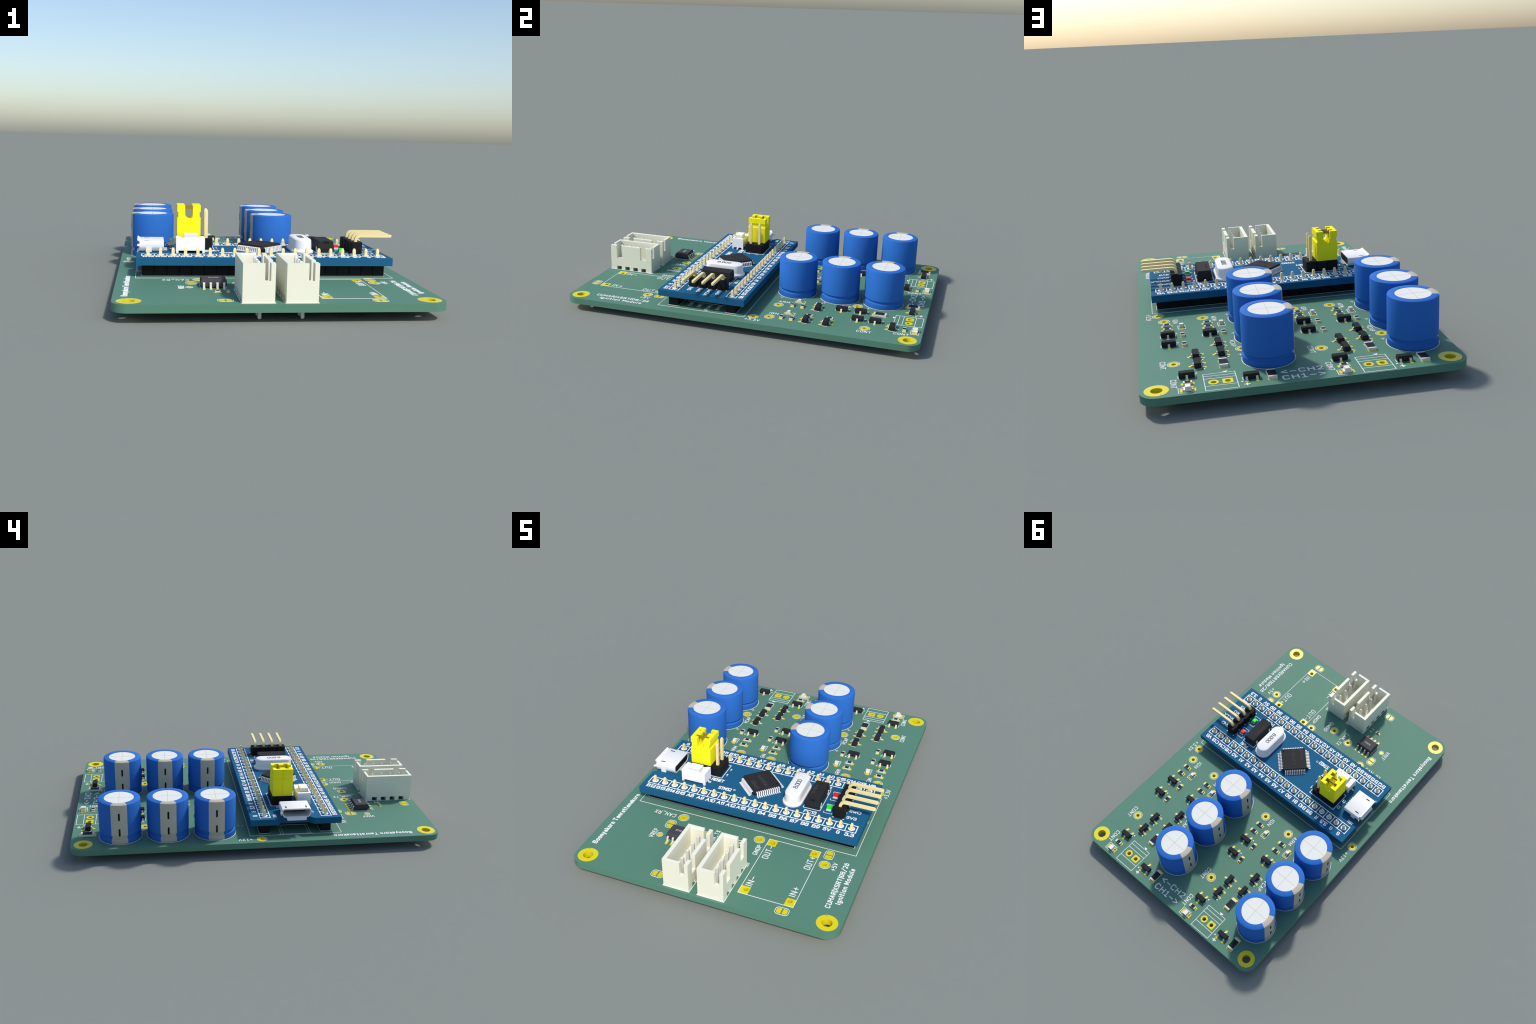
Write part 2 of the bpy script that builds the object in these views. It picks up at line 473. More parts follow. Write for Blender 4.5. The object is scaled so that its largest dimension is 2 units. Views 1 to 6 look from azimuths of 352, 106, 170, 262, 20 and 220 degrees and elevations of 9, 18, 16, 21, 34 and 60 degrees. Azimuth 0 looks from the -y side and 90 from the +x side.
ART = Build()                       # all printed line work on the main board
def line(pts, w=0.12, z=0.045):
    ART.prism(ribbon(pts, w, False), 0.003, z)
def frame(x0, x1, y0, y1, w=0.12):
    h = w / 2
    for a in ((x0 - h, x1 + h, y0 - h, y0 + h), (x0 - h, x1 + h, y1 - h, y1 + h), (x0 - h, x0 + h, y0 + h, y1 - h), (x1 - h, x1 + h, y0 + h, y1 - h)):
        ART.box(a[0], a[1], a[2], a[3], 0.003, 0.045)
def triangle(x, y, rot, size):
    ART.prism([local(x, y, rot, *p) for p in ((size, 0), (-size * .6, size * .8), (-size * .6, -size * .8))], 0.003, 0.05)

def label(text, x, y, length, height, rot, w=0.15):
    place("printed_label", lettering(text, length, height, w, "printed_label", PRINT), main, x, y, 0, rot)

# ---- surface-mount parts: body at the origin, length along local x
def chip_resistor(L, W, H, T, padkey, pitch):
    bm_ = Build().box(-L / 2 + T, L / 2 - T, -W / 2, W / 2, 0.04, H - 0.03)
    body = bm_.mesh("chip_resistor", CERAMIC)
    top = Build().box(-L / 2 + T * 1.02, L / 2 - T * 1.02, -W / 2 + 0.005, W / 2 - 0.005, H - 0.03, H).mesh("resistor_film", BODY)
    end = Build().box(-L / 2, -L / 2 + T, -W / 2 - 0.01, W / 2 + 0.01, 0.036, H + 0.012).mesh("terminal", TIN)
    def put(x, y, rot):
        o = place("chip_resistor", body, root, x, y, 0, rot)
        place("resistor_film", top, o)
        place("terminal", end, o)
        place("terminal", end, o, rot=180)
        for s in (-1, 1):
            place("solder_pad", PAD[padkey], main, *local(x, y, rot, s * pitch, 0), 0, rot)
    return put

r0402 = chip_resistor(1.0, 0.5, 0.36, 0.22, "r0402", 0.51)
r0603 = chip_resistor(1.6, 0.8, 0.47, 0.30, "r0603", 0.825)
r1206 = chip_resistor(3.2, 1.6, 0.57, 0.45, "r1206", 1.4625)

def lamp(L, W, H, padkey, pitch, bar, half, reach):
    body = Build().prism([(-L * .36, 0.05), (L * .36, 0.05), (L * .36, H * .40), (L * .27, H * .46), (L * .23, H), (-L * .23, H), (-L * .27, H * .46), (-L * .36, H * .40)],
                         -W / 2, W / 2, "y").mesh("lamp", LENS)
    e = Build()
    e.box(-L / 2, -L * .365, -W / 2, W / 2, 0.037, H * .2)
    e.box(-L / 2, -L * .365, -W / 2, -W * .2, H * .2, H * .42)
    e.box(-L / 2, -L * .365, W * .2, W / 2, H * .2, H * .42)
    e.box(-L * .42, -L * .365, -W * .2, W * .2, H * .2, H * .42)
    end = e.mesh("lamp_terminal", TAN)
    def put(x, y, rot):
        o = place("lamp", body, root, x, y, 0, rot)
        place("lamp_terminal", end, o)
        place("lamp_terminal", end, o, rot=180)
        for s in (-1, 1):
            place("solder_pad", PAD[padkey], main, *local(x, y, rot, s * pitch, 0), 0, rot)
        line([local(x, y, rot, *p) for p in ((reach, half), (-bar, half), (-bar, -half), (reach, -half))])
    return put

led0603 = lamp(1.6, 0.84, 0.78, "led0603", 0.7875, 1.485, 0.735, 0.8)
led0805 = lamp(2.0, 1.25, 0.95, "led0805", 0.9375, 1.685, 0.96, 1.0)

def gull(u0, u1, ztop, z0, t, w):
    """Bent lead running out along +u from u0 to u1; profile extruded across w."""
    um = u0 + (u1 - u0) * 0.42
    path = [(u0, ztop), (um - 0.16, ztop), (um - 0.04, ztop - 0.10), (um + 0.06, z0 + 0.12), (um + 0.16, z0 + t / 2), (u1, z0 + t / 2)]
    return Build().prism(ribbon(path, t, False), -w / 2, w / 2, "y")

SOT_BODY = Build().taper([(0.10, 0.60, 1.38), (0.60, 0.67, 1.46), (1.12, 0.56, 1.36)]).mesh("transistor", BODY)
SOT_LEAD = gull(0.55, 1.22, 0.62, 0.04, 0.13, 0.42).mesh("lead", TIN, 30)
def transistor(x, y, rot):
    """rot 0: the pair of leads points to -x, the single lead to +x; pin 1 at +y."""
    o = place("transistor", SOT_BODY, root, x, y, 0, rot)
    for u, v, a in ((-1, 0.95, 180), (-1, -0.95, 180), (1, 0.0, 0)):
        place("lead", SOT_LEAD, o, 0, v, 0, a)
        place("solder_pad", PAD["sot"], main, *local(x, y, rot, u * 0.9375, v), 0, rot)
    for s, reach in ((1, -0.65), (-1, -0.65)):
        line([local(x, y, rot, reach, s * 1.56), local(x, y, rot, 0.65, s * 1.56)])
    triangle(*local(x, y, rot, -1.15, 1.78), rot + 270, 0.30)

for dx, dy in CHANNELS:
    for x, y, r in ((24.0, 11.08, 0), (24.03, 13.60, 0), (20.96, 17.36, 90), (20.94, 22.45, 90), (15.46, 11.70, 0), (15.46, 14.24, 0), (12.6, 17.9, 90), (21.46, 40.66, 0)):
        r0603(x + dx, y + dy, r)
    for x, y, r in ((24.0, 17.12, 90), (24.0, 22.15, 90), (15.43, 18.25, 90), (19.18, 28.97, 0), (19.16, 33.31, 0), (14.29, 24.10, 0),
                    (14.27, 28.92, 0), (21.45, 37.70, 90), (10.12, 41.22, 270)):
        transistor(x + dx, y + dy, r)
    led0603(20.95 + dx, 12.11 + dy, 270)
    led0603(12.53 + dx, 12.73 + dy, 270)
    led0805(21.55 + dx, 43.17 + dy, 180)
    r1206(14.37 + dx, 33.76 + dy, 90)
    r1206(6.44 + dx, 41.14 + dy, 90)
    # terminal outline with its ruled lines and a pointer
    x0, x1, y0, y1 = 12.71 + dx, 18.55 + dx, 37.62 + dy, 44.41 + dy
    line([(14.1 + dx, y0), (x0, y0), (x0, y1), (x1, y1), (x1, y0), (14.75 + dx, y0)])
    for y in (38.57, 39.65, 42.66):
        line([(x0 + 0.06, y + dy), (x1 - 0.06, y + dy)])
    ART.prism([(15.0 + dx, 37.08 + dy), (13.9 + dx, 36.98 + dy), (14.35 + dx, 37.75 + dy)], 0.003, 0.055)
    label("+", 11.28 + 0.55 + dx, 43.67 - 0.65 + dy, 1.05, 1.45, 90, 0.24)
    for k in range(3):
        label("+", 10.78 + 0.5 + dx, 7.43 - 0.5 + 11.43 * k + dy, 1.0, 1.3, 90, 0.11)
    label("IGN", 22.68 + dx, 7.48 + dy, 2.3, 1.12, 90)
    label("ARM", 14.33 + dx, 7.58 + dy, 2.9, 1.1, 90)
    label("CONT", 26.11 + dx, 29.83 + dy, 3.5, 1.12, 90)
    label("CONT", 24.48 + dx, 38.38 + dy, 3.6, 1.12, 90)
    label("VCAP", 11.98 + dx, 22.58 + dy, 3.4, 1.1, 90)

r0402(-9.03, -34.43, 90)
r0402(-11.0, -34.83, 0)

# test-point rings and solder jumpers
for x, y in TEST_POINTS:
    ART.ring(1.14, 1.26, 0.003, 0.045, x, y)
ART.ring(0.64, 0.76, 0.003, 0.045, -15.98, -29.99, 24)
jp = Build().prism(rounded(-0.5, 0.5, -0.75, 0.75, 0.5, 6, (0, 1, 1, 0)), 0.002, 0.035).mesh("jumper_pad", GOLD)
for x, y, r in ((21.38, -22.42, 90), (17.72, -42.33, 0), (-10.22, -41.82, 0), (-15.43, -25.67, 90)):
    place("jumper_pad", jp, main, *local(x, y, r, -0.65, 0), 0, r)
    place("jumper_pad", jp, main, *local(x, y, r, 0.65, 0), 0, r + 180)
    o = rounded(-1.46, 1.46, -1.06, 1.06, 0.76, 6)
    i = rounded(-1.34, 1.34, -0.94, 0.94, 0.64, 6)
    n = len(o)
    vs = [(*local(x, y, r, *p), z) for ringp, z in ((o, 0.003), (o, 0.045), (i, 0.045), (i, 0.003)) for p in ringp]
    fs = [(k * n + q, k * n + (q + 1) % n, ((k + 1) % 4) * n + (q + 1) % n, ((k + 1) % 4) * n + q) for k in range(4) for q in range(n)]
    ART.add(vs, fs)

# printed line work
frame(RX0, RX1, RY0, RY1)
frame(-26.25, 26.9, -20.5, 2.27)
for y in ROWS:
    frame(-25.1, 25.82, y - 1.33, y + 1.33)
for y in (-5.4, -5.98, -12.27, -12.86):
    line([(-26.1, y), (-20.7, y)], 0.1)
line([(-20.75, -5.4), (-20.75, -12.86)], 0.1, 0.055)
line([(-25.95, -4.9), (-25.95, -13.3)], 0.1, 0.055)
line([(21.7, -14.4), (21.7, -4.0)], 0.1)
for x0 in CONNECTORS:
    frame(x0 - 0.11, x0 + 5.86, CONN_Y - 6.31, CONN_Y + 6.31)
    line([(x0 + 6.15, CONN_Y + 5.35), (x0 + 6.15, CONN_Y + 6.6), (x0 + 4.9, CONN_Y + 6.6)])
for s in (-1, 1):
    line([(-11.38 + s * 2.54, -27.45), (-11.38 + s * 2.54, -30.7)])
    line([(-11.38 + s * 2.54, -30.7), (-11.38 + s * 2.2, -30.7)], 0.12, 0.05)
    line([(-11.38 + s * 2.54, -27.45), (-11.38 + s * 2.2, -27.45)], 0.12, 0.05)
triangle(-14.35, -26.3, 270, 0.32)
for x, y in CAPS:
    ART.ring(5.06, 5.18, 0.003, 0.045, x, y, 64)
place("line_print", ART.mesh("line_print", PRINT), main, kind="stuff")
vias = Build()
for x, y in ((-19.99, 4.53), (-20.10, 3.34)):
    vias.disc(0.22, 0.002, 0.035, x, y, 14)
place("via", vias.mesh("via", GOLD), main, kind="stuff")

# printed words (turned 90: read along +y; 180: along -x)
label("CUHAR|XSRT|08/26", 26.32, -38.02, 14.5, 1.12, 90, 0.2)
label("Ignition Module", 28.0, -36.28, 11.5, 1.15, 90, 0.2)
label("Boonyakorn Tanrattanakorn", -27.3, -38.1, 19.8, 1.22, 90, 0.23)
label("CAN_RX", -15.7, -21.93, 5.3, 1.25, 180)
label("CAN_TX", -3.72, -28.75, 5.05, 1.12, 90)
label("GNDD", 2.2, -29.0, 3.95, 1.1, 90)
label("GNDP", 6.75, -28.4, 3.4, 1.1, 90)
label("OUT-", 9.42, -28.75, 4.4, 1.45, 90, 0.17)
label("OUT+", 18.95, -28.65, 4.35, 1.45, 90, 0.17)
label("IN-", 9.46, -37.95, 3.0, 1.45, 90, 0.17)
label("IN+", 18.87, -37.6, 2.95, 1.45, 90, 0.17)
label("+5V", 24.08, -26.98, 2.6, 1.12, 90)
label("+3.3V", 28.3, 2.75, 3.85, 1.12, 90)
label("+12V", -27.6, 1.95, 3.35, 1.12, 90)
label("VREF", -16.95, -31.5, 3.2, 1.15, 90)
label("<-CH2", 4.72, 41.12, 7.95, 1.62, 180, 0.26)
label("CH1->", 4.78, 43.58, 7.95, 1.66, 180, 0.26)
for t, x, y, L in (("3V3", 22.2, -13.45, 2.3), ("SWO", 22.2, -10.95, 2.6), ("SWCLK", 22.2, -8.4, 4.3), ("GND", 22.2, -5.9, 2.8)):
    label(t, x, y, L, 1.0, 0, 0.12)

# ---- electrolytic capacitors
groove = [(5.0 - 0.46 * math.sin(math.pi * t / 10), 1.69 - 0.43 * math.cos(math.pi * t / 10)) for t in range(11)]
prof = [(0.4, 0.06), (4.88, 0.06), (4.97, 0.1), (5.0, 0.2)] + groove + [(5.0, 9.72), (4.93, 9.92), (4.75, 10.04), (3.56, 10.06), (3.50, 9.9)]
sleeve = Build().lathe(prof, 63, -157.5, 157.5).mesh("capacitor", SLEEVE, 34)
stripe = Build().lathe(prof, 9, 157.5, 202.5).mesh("polarity_stripe", STRIPE, 34)
alu = Build().disc(3.52, 9.8, 9.985, n=64).mesh("aluminium_top", ALU)
cross = Build().box(-3.3, 3.3, -0.05, 0.05, 9.98, 9.993).box(-0.05, 0.05, -3.3, 3.3, 9.98, 9.996).mesh("score_mark", SCORE)
dash = Build().prism(rounded(-0.21, 0.21, -0.95, 0.95, 0.21, 5), 4.98, 5.03, "x").mesh("polarity_dash", DARK)
leads = Build().pin(-2.5, 0, -3.2, 0.1, 0.28, 0.2).pin(2.5, 0, -3.2, 0.1, 0.28, 0.2).mesh("capacitor_lead", TIN)
for x, y in CAPS:
    c = place("capacitor", sleeve, root, x, y)
    place("polarity_stripe", stripe, c)
    place("aluminium_top", alu, c)
    place("score_mark", cross, c, kind="stuff")
    for z in (7.04, 3.06):
        d = place("polarity_dash", dash, c, 0, 0, z, 180)
    place("capacitor_lead", leads, c, kind="stuff")

# ---- two four-way connectors with open shrouds
def connector_mesh():
    b = Build()
    W, E, fz = 5.75, 6.2, 1.95
    for y0, y1 in ((-6.2, -4.45), (-3.05, -1.95), (-0.55, 0.55), (1.95, 3.05), (4.45, 6.2)):
        b.box(0, W, y0, y1, 0.0, 1.0)
    b.box(0, W, -E, E, 1.0, fz)
    b.box(0, 0.82, -E, E, fz, 7.0)
    for s in (-1, 1):
        b.prism([(s * E, fz), (s * (E - 0.80), fz), (s * (E - 0.80), 6.72), (s * (E - 0.58), 7.0), (s * E, 7.0)], 0.82, 3.88, "x")
        b.box(3.88, 4.94, *sorted((s * E, s * (E - 0.80))), fz, 3.9)
        y0, y1 = sorted((s * E, s * 4.42))
        b.box(4.94, W, y0, y1, fz, 7.0)
        b.box(4.94, W, *sorted((s * 4.42, s * 2.76)), fz, 3.4)
    b.box(4.94, W, -2.76, 2.76, fz, 7.0)
    return b.mesh("wire_connector", CREAM)
conn = connector_mesh()
cpin = Build().pin(0, 0, -DEPTH, 6.66, 0.32, 0.16, 0.22).mesh("contact_pin", TIN)
for x0 in CONNECTORS:
    o = place("wire_connector", conn, root, x0, CONN_Y)
    for k in range(4):
        place("contact_pin", cpin, o, 3.4, 3.75 - 2.5 * k)
        place("solder_pad", Build().ring(0.5, 0.86, 0.002, 0.035).mesh("solder_pad", GOLD), main, x0 + 3.4, CONN_Y + 3.75 - 2.5 * k)

# ---- eight-lead interface chip
IC = (-11.38, -29.08)
ic = place("interface_chip", Build().taper([(0.18, 2.30, 1.80), (0.5, 2.42, 1.92), (0.98, 2.45, 1.95), (1.45, 2.40, 1.82), (1.66, 2.34, 1.70), (1.73, 2.22, 1.58)]).mesh("interface_chip", SOICM, 25), root, *IC)
icl = gull(1.85, 2.82, 1.05, 0.04, 0.2, 0.42).mesh("lead", TIN, 30)
for k in range(4):
    for s in (-1, 1):
        u = -1.905 + 1.27 * k
        place("lead", icl, ic, u, 0, 0, 90 * s)
        place("solder_pad", PAD["soic"], main, IC[0] + u, IC[1] + s * 2.475, 0, 90)
place("printed_label", typeset("SOIC8", 0.55, "printed_label", PALEINK, 1.9, 0.0, 0.02), ic, 0, 0.05, 1.73, 180)

# ---- raised module board and everything on it
outline = [(-26.15, -20.40), (26.80, -20.40), (26.80, 2.17), (-26.15, 2.17), (-26.15, -4.42), (-25.02, -5.55), (-25.02, -12.50), (-26.15, -13.63)]
module = place("module_board", plate("module_board", outline, [], 2.54, MZ, MODULE), root)

MART = Build()
def mline(pts, w=0.2, z=0.045):
    MART.prism(ribbon(pts, w, False), MZ + 0.003, MZ + z)
def mbox(x0, x1, y0, y1, w=0.2):
    h = w / 2
    for a in ((x0 - h, x1 + h, y0 - h, y0 + h), (x0 - h, x1 + h, y1 - h, y1 + h), (x0 - h, x0 + h, y0 + h, y1 - h), (x1 - h, x1 + h, y0 + h, y1 - h)):
        MART.box(*a, MZ + 0.003, MZ + 0.045)
for y in ROWS:
    mbox(-25.04, 25.67, y - 1.24, y + 1.24, 0.22)
    for k in range(19):
        xs = PIN_X[k] + 1.27
        MART.box(xs - 0.1, xs + 0.1, y - 1.13, y + 1.13, MZ + 0.003, MZ + 0.045)
    for x in PIN_X:
        MART.ring(0.42, 0.76, MZ + 0.003, MZ + 0.05, x, y, 24)
mbox(-18.08, -9.66, -9.86, -4.05, 0.16)
mline([(12.08, -4.70), (12.08, -13.28), (16.08, -13.28), (16.08, -4.70)], 0.13)
mline([(12.08 + 0.07, -4.70), (16.08 - 0.07, -4.70)], 0.13)
for cy in (-11.74, -6.60):
    for s in (-1, 1):
        mline([(16.92, cy + s * 1.05), (16.92, cy + s * 1.7), (18.86, cy + s * 1.7), (18.86, cy + s * 1.05)], 0.1)
for k in range(5):
    for x in (19.45, 21.85):
        MART.box(x - 0.18, x + 0.18, -14.35 + 2.54 * k, -14.13 + 2.54 * k, MZ + 0.003, MZ + 0.045)
MART.ring(0.19, 0.29, MZ + 0.003, MZ + 0.045, -4.95, -13.2, 16)
place("line_print", MART.mesh("line_print", MPRINT), module, kind="stuff")

def mlabel(text, x, y, h=1.12, rot=0, width=2.2, w=0.22, mat=None, z=MZ, parent=None, ends=False):
    """Module lettering centred on x, y."""
    ca, sa = math.cos(math.radians(rot)), math.sin(math.radians(rot))
    ox, oy = -width / 2, -h / 2
    place("printed_label", lettering(text, width, h, w, "printed_label", mat or MPRINT, ends, ROUND, 2.6), parent or module,
          x + ox * ca - oy * sa, y + ox * sa + oy * ca, z, rot)

def ink_width(t):
    return sum({"1": 0.34, ".": 0.22}.get(c, 0.82) for c in t) + 0.16 * (len(t) - 1)
BOTTOM = "B12 B13 B14 B15 A8 A9 A10 A11 A12 A15 B3 B4 B5 B6 B7 B8 B9 5V G 3.3".split()
TOP = "G G 3.3 R B11 B10 B1 B0 A7 A6 A5 A4 A3 A2 A1 A0 C15 C14 C13 VB".split()
for names, y in ((BOTTOM, -19.0), (TOP, 0.80)):
    for t, x in zip(names, PIN_X):
        mlabel(t, x + 0.08, y, 1.14, 0, ink_width(t))
mlabel("RESET", -10.15, -10.92, 1.12, 0, 3.15, 0.2)
mlabel("STM32", -7.2, -13.52, 1.15, 0, 3.3, 0.2)
mlabel("PC13", 14.15, -14.45, 1.1, 0, 3.0, 0.19)
mlabel("PWR", 14.75, -3.78, 1.05, 0, 2.5, 0.18)
for t, y, L in (("3V3", -13.15, 2.35), ("SWO", -10.62, 2.75), ("SWCLK", -8.05, 4.4), ("GND", -5.48, 2.9)):
    mlabel(t, 22.28 + L / 2, y, 0.98, 0, L, 0.17)
for y in (-5.78, -8.2):
    mlabel("1", -9.05, y, 0.98, 0, 0.42, 0.15)
    mlabel("0", -18.78, y + 0.1, 0.95, 0, 0.75, 0.15)
mlabel("Y88Y", -24.1, -4.0, 0.85, 180, 1.8, 0.14)

# pin strips under the module, pins through both boards
def strip(n, side=1.27, notch=0.32, rows=1):
    """Outline of a header housing along x, notched between its units."""
    half = side * rows
    up = []
    for k in range(n):
        x = 2.54 * k
        up += [(x - 1.27 + notch, half), (x + 1.27 - notch, half), ]
        if k < n - 1:
            up += [(x + 1.27, half - notch)]
    last = 2.54 * (n - 1)
    up = [(-1.27, half - notch)] + up + [(last + 1.27, half - notch)]
    return up[::-1] + [(x, -y) for x, y in up]
st = Build().prism(strip(20, 1.27, 0.14), 0.01, 2.535).mesh("pin_strip", PLASTIC)
hp = Build().pin(0, 0, -2.95, 5.66, 0.32, 0.19, 0.45).mesh("header_pin", PIN)
for y in ROWS:
    o = place("pin_strip", st, root, PIN_X[0], y)
    for k in range(20):
        place("header_pin", hp, o, 2.54 * k, 0)

# microcontroller, turned 45 degrees, with 48 leads
MC = (0.20, -8.90)
mc_b = Build()
def octa(h, c, z):
    return [(x, y, z) for x, y in ((h, -h + c), (h, h - c), (h - c, h), (-h + c, h), (-h, h - c), (-h, -h + c), (-h + c, -h), (h - c, -h))]
mc_b.loft([octa(3.32, 0.28, MZ + 0.12), octa(3.5, 0.3, MZ + 0.72), octa(3.5, 0.3, MZ + 0.82), octa(3.36, 0.28, MZ + 1.5)])
mc_b.slot = 1
mc_b.disc(0.3, MZ + 1.49, MZ + 1.508, 2.75, -2.75 + 0.1, 16)
mc = place("microcontroller_chip", mc_b.mesh("microcontroller_chip", [BODY, DIMPLE]), root, MC[0], MC[1], 0, 45)
ml = gull(3.40, 4.52, 1.05, 0.03, 0.15, 0.27).mesh("lead", SILVER, 30)
for side in range(4):
    for k in range(12):
        v = -2.75 + 0.5 * k
        x, y = local(0, 0, 90 * side, 0, v)
        place("lead", ml, mc, x, y, MZ, 90 * side)
def chip_text(t, a, b_, h):
    rot = math.degrees(math.atan2(b_[1] - a[1], b_[0] - a[0]))
    L = math.hypot(b_[0] - a[0], b_[1] - a[1])
    ma = math.radians(-45)
    cx, cy = (a[0] + b_[0]) / 2 - MC[0], (a[1] + b_[1]) / 2 - MC[1]
    mlabel(t, cx * math.cos(ma) - cy * math.sin(ma), cx * math.sin(ma) + cy * math.cos(ma), h, rot - 45, L, 0.1, GREYINK, MZ + 1.498, mc, True)
chip_text("STM32", (0.75, -12.5), (-1.7, -10.1), 0.85)
chip_text("F103C8T6", (2.4, -10.85), (-1.15, -7.4), 0.85)

# silver can crystal with a flange
def stadium(r, half, z, cx=0.0, n=12):
    return [(r * math.cos(a), s * half + r * math.sin(a), z) for s, base in ((1, 0), (-1, math.pi)) for a in [base + math.pi * i / n for i in range(n + 1)]]
q = Build().loft([stadium(r, 3.2, MZ + z) for r, z in ((2.33, 0.01), (2.33, 0.40), (2.28, 0.46), (2.05, 0.56), (1.91, 0.76), (1.86, 1.05), (1.86, 2.55), (1.80, 2.78), (1.66, 2.92), (1.5, 2.97))])
xt = place("quartz_crystal", q.mesh("quartz_crystal", SILVER, 28), root, 9.17, -9.0)
mlabel("8.000", 0.02, -0.12, 1.1, 90, 3.75, 0.14, DARK, MZ + 2.967, xt, True)

# black clock crystal with four feet
k_ = Build().loft([[(sx * a, sy * bb, z) for sx, sy in ((1, -1), (1, 1), (-1, 1), (-1, -1))] for z, a, bb in ((MZ + 0.12, 1.62, 3.92), (MZ + 1.0, 1.78, 4.03), (MZ + 1.55, 1.70, 3.98), (MZ + 2.52, 1.52, 3.92))])
k_.slot = 1
k_.box(-0.5, 0.62, -4.0, -3.62, MZ + 2.15, MZ + 2.527)
ck = place("clock_crystal", k_.mesh("clock_crystal", [BODY, DIMPLE]), root, 14.14, -9.24)
for sx in (-1, 1):
    for sy in (-1, 1):
        place("lead", Build().box(-0.12, 0.12, -0.22, 0.22, 0.0, 1.25).mesh("lead", TIN), ck, sx * 1.78, sy * 2.75, MZ)
mlabel("32.768 k", -0.78, 0.15, 0.62, 90, 3.75, 0.08, GREYINK, MZ + 2.517, ck, True)

# indicator lamps
for cy, m in ((-11.74, GREEN), (-6.60, RED)):
    o = place("indicator_lamp", Build().taper([(MZ + 0.28, 0.56, 0.60), (MZ + 0.84, 0.52, 0.50)]).mesh("indicator_lamp", m), root, 17.86, cy)
    place("lamp_terminal", Build().box(-0.55, 0.55, -0.84, 0.84, MZ + 0.01, MZ + 0.33).mesh("lamp_terminal", SILVER), o)

# programming header with bent pins
sw = Build().prism([(y, x) for x, y in strip(4, 1.27, 0.36)], MZ + 0.01, MZ + 2.5)
so = place("programming_header", sw.mesh("programming_header", PLASTIC), root, 20.65, -13.0)
arc = [(0.0 + 1.06 - 1.06 * math.cos(t), 6.88 + 1.06 * math.sin(t)) for t in [math.pi / 2 * i / 8 for i in range(9)]]
path = [(0.0, MZ - 0.4)] + arc + [(7.55, 7.94)]
bp = Build().prism(ribbon(path, 0.64, False), -0.32, 0.32, "y")
bp.loft([[(x, sy * h, 7.94 + sz * h) for sy, sz in ((-1, -1), (1, -1), (1, 1), (-1, 1))] for x, h in ((7.55, 0.32), (7.95, 0.19))])
bent = bp.mesh("bent_pin", PIN, 30)
for k in range(4):
    place("bent_pin", bent, so, 0, 2.54 * k)

# boot jumper header, three columns by two rows, two yellow caps on it
jh = Build().prism(strip(3, 1.27, 0.25, 2), MZ + 0.01, 6.62)
JX, JY = (-16.43, -13.89, -11.35), -7.0
jo = place("jumper_header", jh.mesh("jumper_header", PLASTIC), root, JX[0], JY)
jp_ = Build().pin(0, 0, MZ - 0.5, 12.78, 0.32, 0.19, 0.5).mesh("header_pin", PIN)
for k in range(3):
    for s in (-1, 1):
        place("header_pin", jp_, jo, 2.54 * k, 1.27 * s)

def cap_profile(slot_half, zb, wide=None, zw=12.6):
    """x-z outline of the jumper cap; the finger slot is a U open at the top."""
    R, top = 2.5, 13.72
    right = [(R, 6.64), (R, 11.05), (R - 0.22, 11.35), (R - 0.22, 12.25), (R, 12.32), (R, top)]
    u = []
    if wide:
        u += [(wide, top), (wide, zw), (slot_half, zw)]
    else:
        u += [(slot_half + 0.07, top), (slot_half, top - 0.12)]
    n = 10
    for i in range(n + 1):
        a = math.pi * i / n
        u.append((slot_half * math.cos(a), zb + slot_half - slot_half * math.sin(a)))
    if wide:
        u += [(-slot_half, zw), (-wide, zw), (-wide, top)]
    else:
        u += [(-slot_half, top - 0.12), (-slot_half - 0.07, top)]
    left = [(-x, z) for x, z in right[::-1]]
    return right + u + left
jc = Build()
for y0, y1, pr in ((-1.25, -0.40, cap_profile(0.82, 10.72)), (-0.40, 0.66, cap_profile(0.74, 10.86, 1.70, 11.7)), (0.66, 1.25, cap_profile(0.80, 10.74))):
    jc.prism(pr, y0, y1, "y")
jcm = jc.mesh("jumper_cap", YELLOW)
clip = Build().box(-1.69, 1.69, 0.46, 0.63, 12.78, 13.45)
for sx in (-1, 1):
    clip.box(*sorted((sx * 0.95, sx * 1.69)), 0.46, 0.63, 11.72, 12.78)
    clip.taper([(11.72, 0.14, 0.26), (12.4, 0.14, 0.26), (12.62, 0.06, 0.2)], sx * 1.2, 0.08)
clm = clip.mesh("metal_clip", BRASS)
for s in (-1, 1):
    o = place("jumper_cap", jcm, root, -15.17, JY + 1.27 * s, 0, 0 if s < 0 else 180)
    place("metal_clip", clm, o)

# reset button
rb = Build()
x0, x1, y0, y1 = -3.0, 3.0, -1.68, 1.68
rb.box(x0, x1, y0, y1, 4.66, 6.95)
rb.box(x0, x1, y0, y0 + 0.42, 6.95, 7.32)
rb.prism([(x0, 6.95), (-1.45, 6.95), (-2.35, 7.32), (x0, 7.32)], y0 + 0.42, y1, "y")
rb.prism([(x1, 6.95), (1.45, 6.95), (2.35, 7.32), (x1, 7.32)], y0 + 0.42, y1, "y")
for sx in (-1, 1):
    for sy in (-1, 1):
        rb.box(*sorted((sx * 3.0, sx * 2.48)), *sorted((sy * 1.68, sy * 1.2)), MZ + 0.01, 4.66)
bo = place("reset_button", rb.mesh("reset_button", WHITE), root, -15.01, -12.55)
pl = Build()
pl.taper([(6.9, 1.38, 1.02), (7.95, 1.42, 1.06)])
pl.slot = 1
pl.taper([(7.952, 1.42, 1.06), (8.02, 1.42, 1.06), (8.10, 1.34, 0.98)])
place("plunger", pl.mesh("plunger", [PLUNGE, WHITE]), bo, 0.08, -0.2)
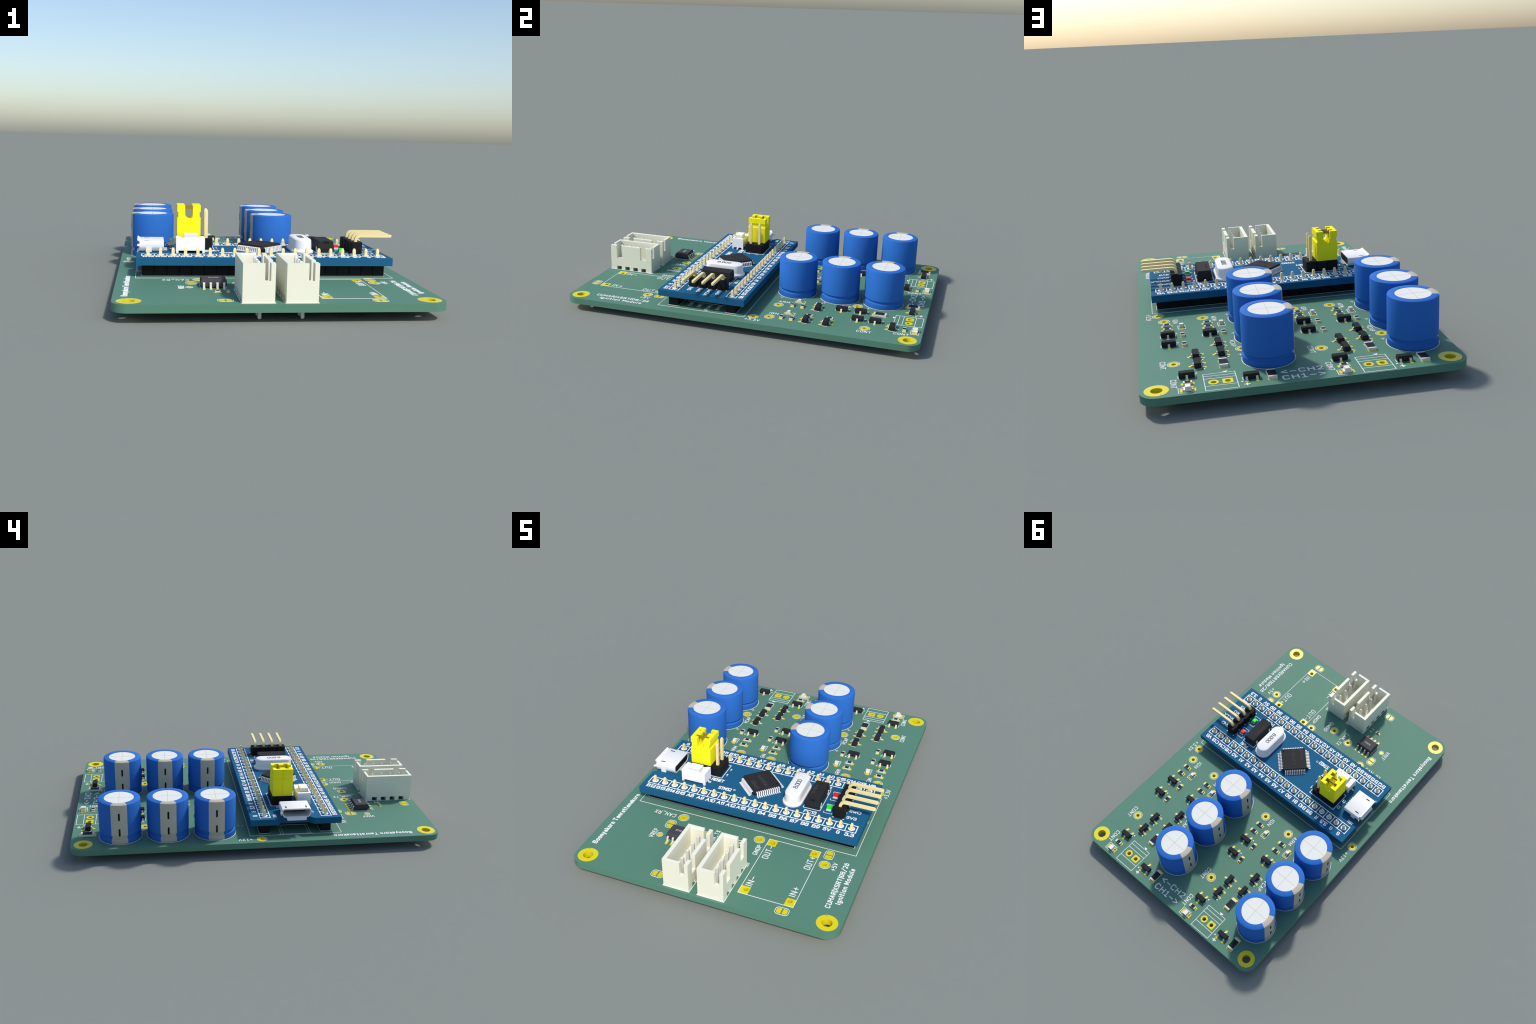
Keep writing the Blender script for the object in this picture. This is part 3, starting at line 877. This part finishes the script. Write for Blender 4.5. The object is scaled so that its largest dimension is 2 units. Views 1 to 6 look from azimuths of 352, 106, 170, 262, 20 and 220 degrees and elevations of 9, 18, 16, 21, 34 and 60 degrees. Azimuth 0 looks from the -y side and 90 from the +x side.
for s in (-1, 1):
    place("lead", gull(2.7, 3.72, 4.55, MZ + 0.02, 0.2, 0.45).mesh("lead", TIN, 30), bo, 0, 0.05, 0, 0 if s > 0 else 180)

# USB socket: hollow flared shell open to -x
def shell_profile(o):
    """y-z outline of the shell, pushed inward by o (mm)."""
    W = 3.62 - o
    hw = 2.85 - o
    t, mid, bot = 6.40 - o, 5.22, 4.22 + o
    return [(-hw, bot), (hw, bot), (hw + 0.28, bot + 0.1), (W - 0.05, mid - 0.22), (W, mid), (W, t - 0.35), (W - 0.1, t - 0.1), (W - 0.35, t), (-W + 0.35, t), (-W + 0.1, t - 0.1), (-W, t - 0.35), (-W, mid), (-W + 0.05, mid - 0.22), (-hw - 0.28, bot + 0.1)]
ub = Build()
rings = [[(x, y, z) for y, z in shell_profile(o)] for x, o in ((2.42, 0.0), (-2.62, 0.0), (-2.62, 0.22), (2.4, 0.22), (2.42, 0.0))]
n = len(rings[0])
ub.loft(rings, cap=False)
# flared lips round the mouth
def lip(pts0, pts1, t):
    ub.loft([[pts0[0], pts0[1], pts1[1], pts1[0]], [(p[0], p[1] + t[0], p[2] + t[1]) for p in (pts0[0], pts0[1], pts1[1], pts1[0])]])
lip(((-2.58, -3.2, 6.16), (-2.58, 3.2, 6.16)), ((-3.1, -3.12, 6.50), (-3.1, 3.12, 6.50)), (0, 0.24))
lip(((-2.58, -2.55, 4.22), (-2.58, 2.55, 4.22)), ((-3.2, -2.35, 3.66), (-3.2, 2.35, 3.66)), (0, 0.24))
for s in (-1, 1):
    ub.loft([[(-2.58, s * 3.40, 5.32), (-2.58, s * 3.40, 5.86), (-3.05, s * 3.85, 5.84), (-3.15, s * 3.92, 5.62), (-3.05, s * 3.85, 5.38)],
             [(-2.58, s * 3.62, 5.32), (-2.58, s * 3.62, 5.86), (-3.0, s * 4.06, 5.84), (-3.1, s * 4.14, 5.62), (-3.0, s * 4.06, 5.38)]])
    ub.box(-1.35, -0.08, *sorted((s * 3.42, s * 3.635)), MZ + 0.02, 5.3)
us = place("usb_socket", ub.mesh("usb_socket", SILVER, 24), root, -22.93, -9.2)
place("socket_insert", Build().prism([(y * 0.97, 5.3 + (z - 5.3) * 0.96) for y, z in shell_profile(0.22)], 0.6, 2.33, "x").box(-1.9, 0.6, -1.85, 1.85, 5.62, 6.12).mesh("socket_insert", DARK), us)
slots = Build()
for s in (-1, 1):
    slots.box(-1.78, -0.68, s * 2.50 - 0.15, s * 2.50 + 0.15, 6.3, 6.412)
place("shell_slot", slots.mesh("shell_slot", BODY), us, kind="stuff")
ut = Build()
for k in range(5):
    ut.box(2.35, 3.15, -1.45 + 0.65 * k, -1.15 + 0.65 * k, MZ + 0.02, MZ + 0.25)
place("lead", ut.mesh("lead", TIN), us, kind="stuff")

bpy.context.view_layer.update()
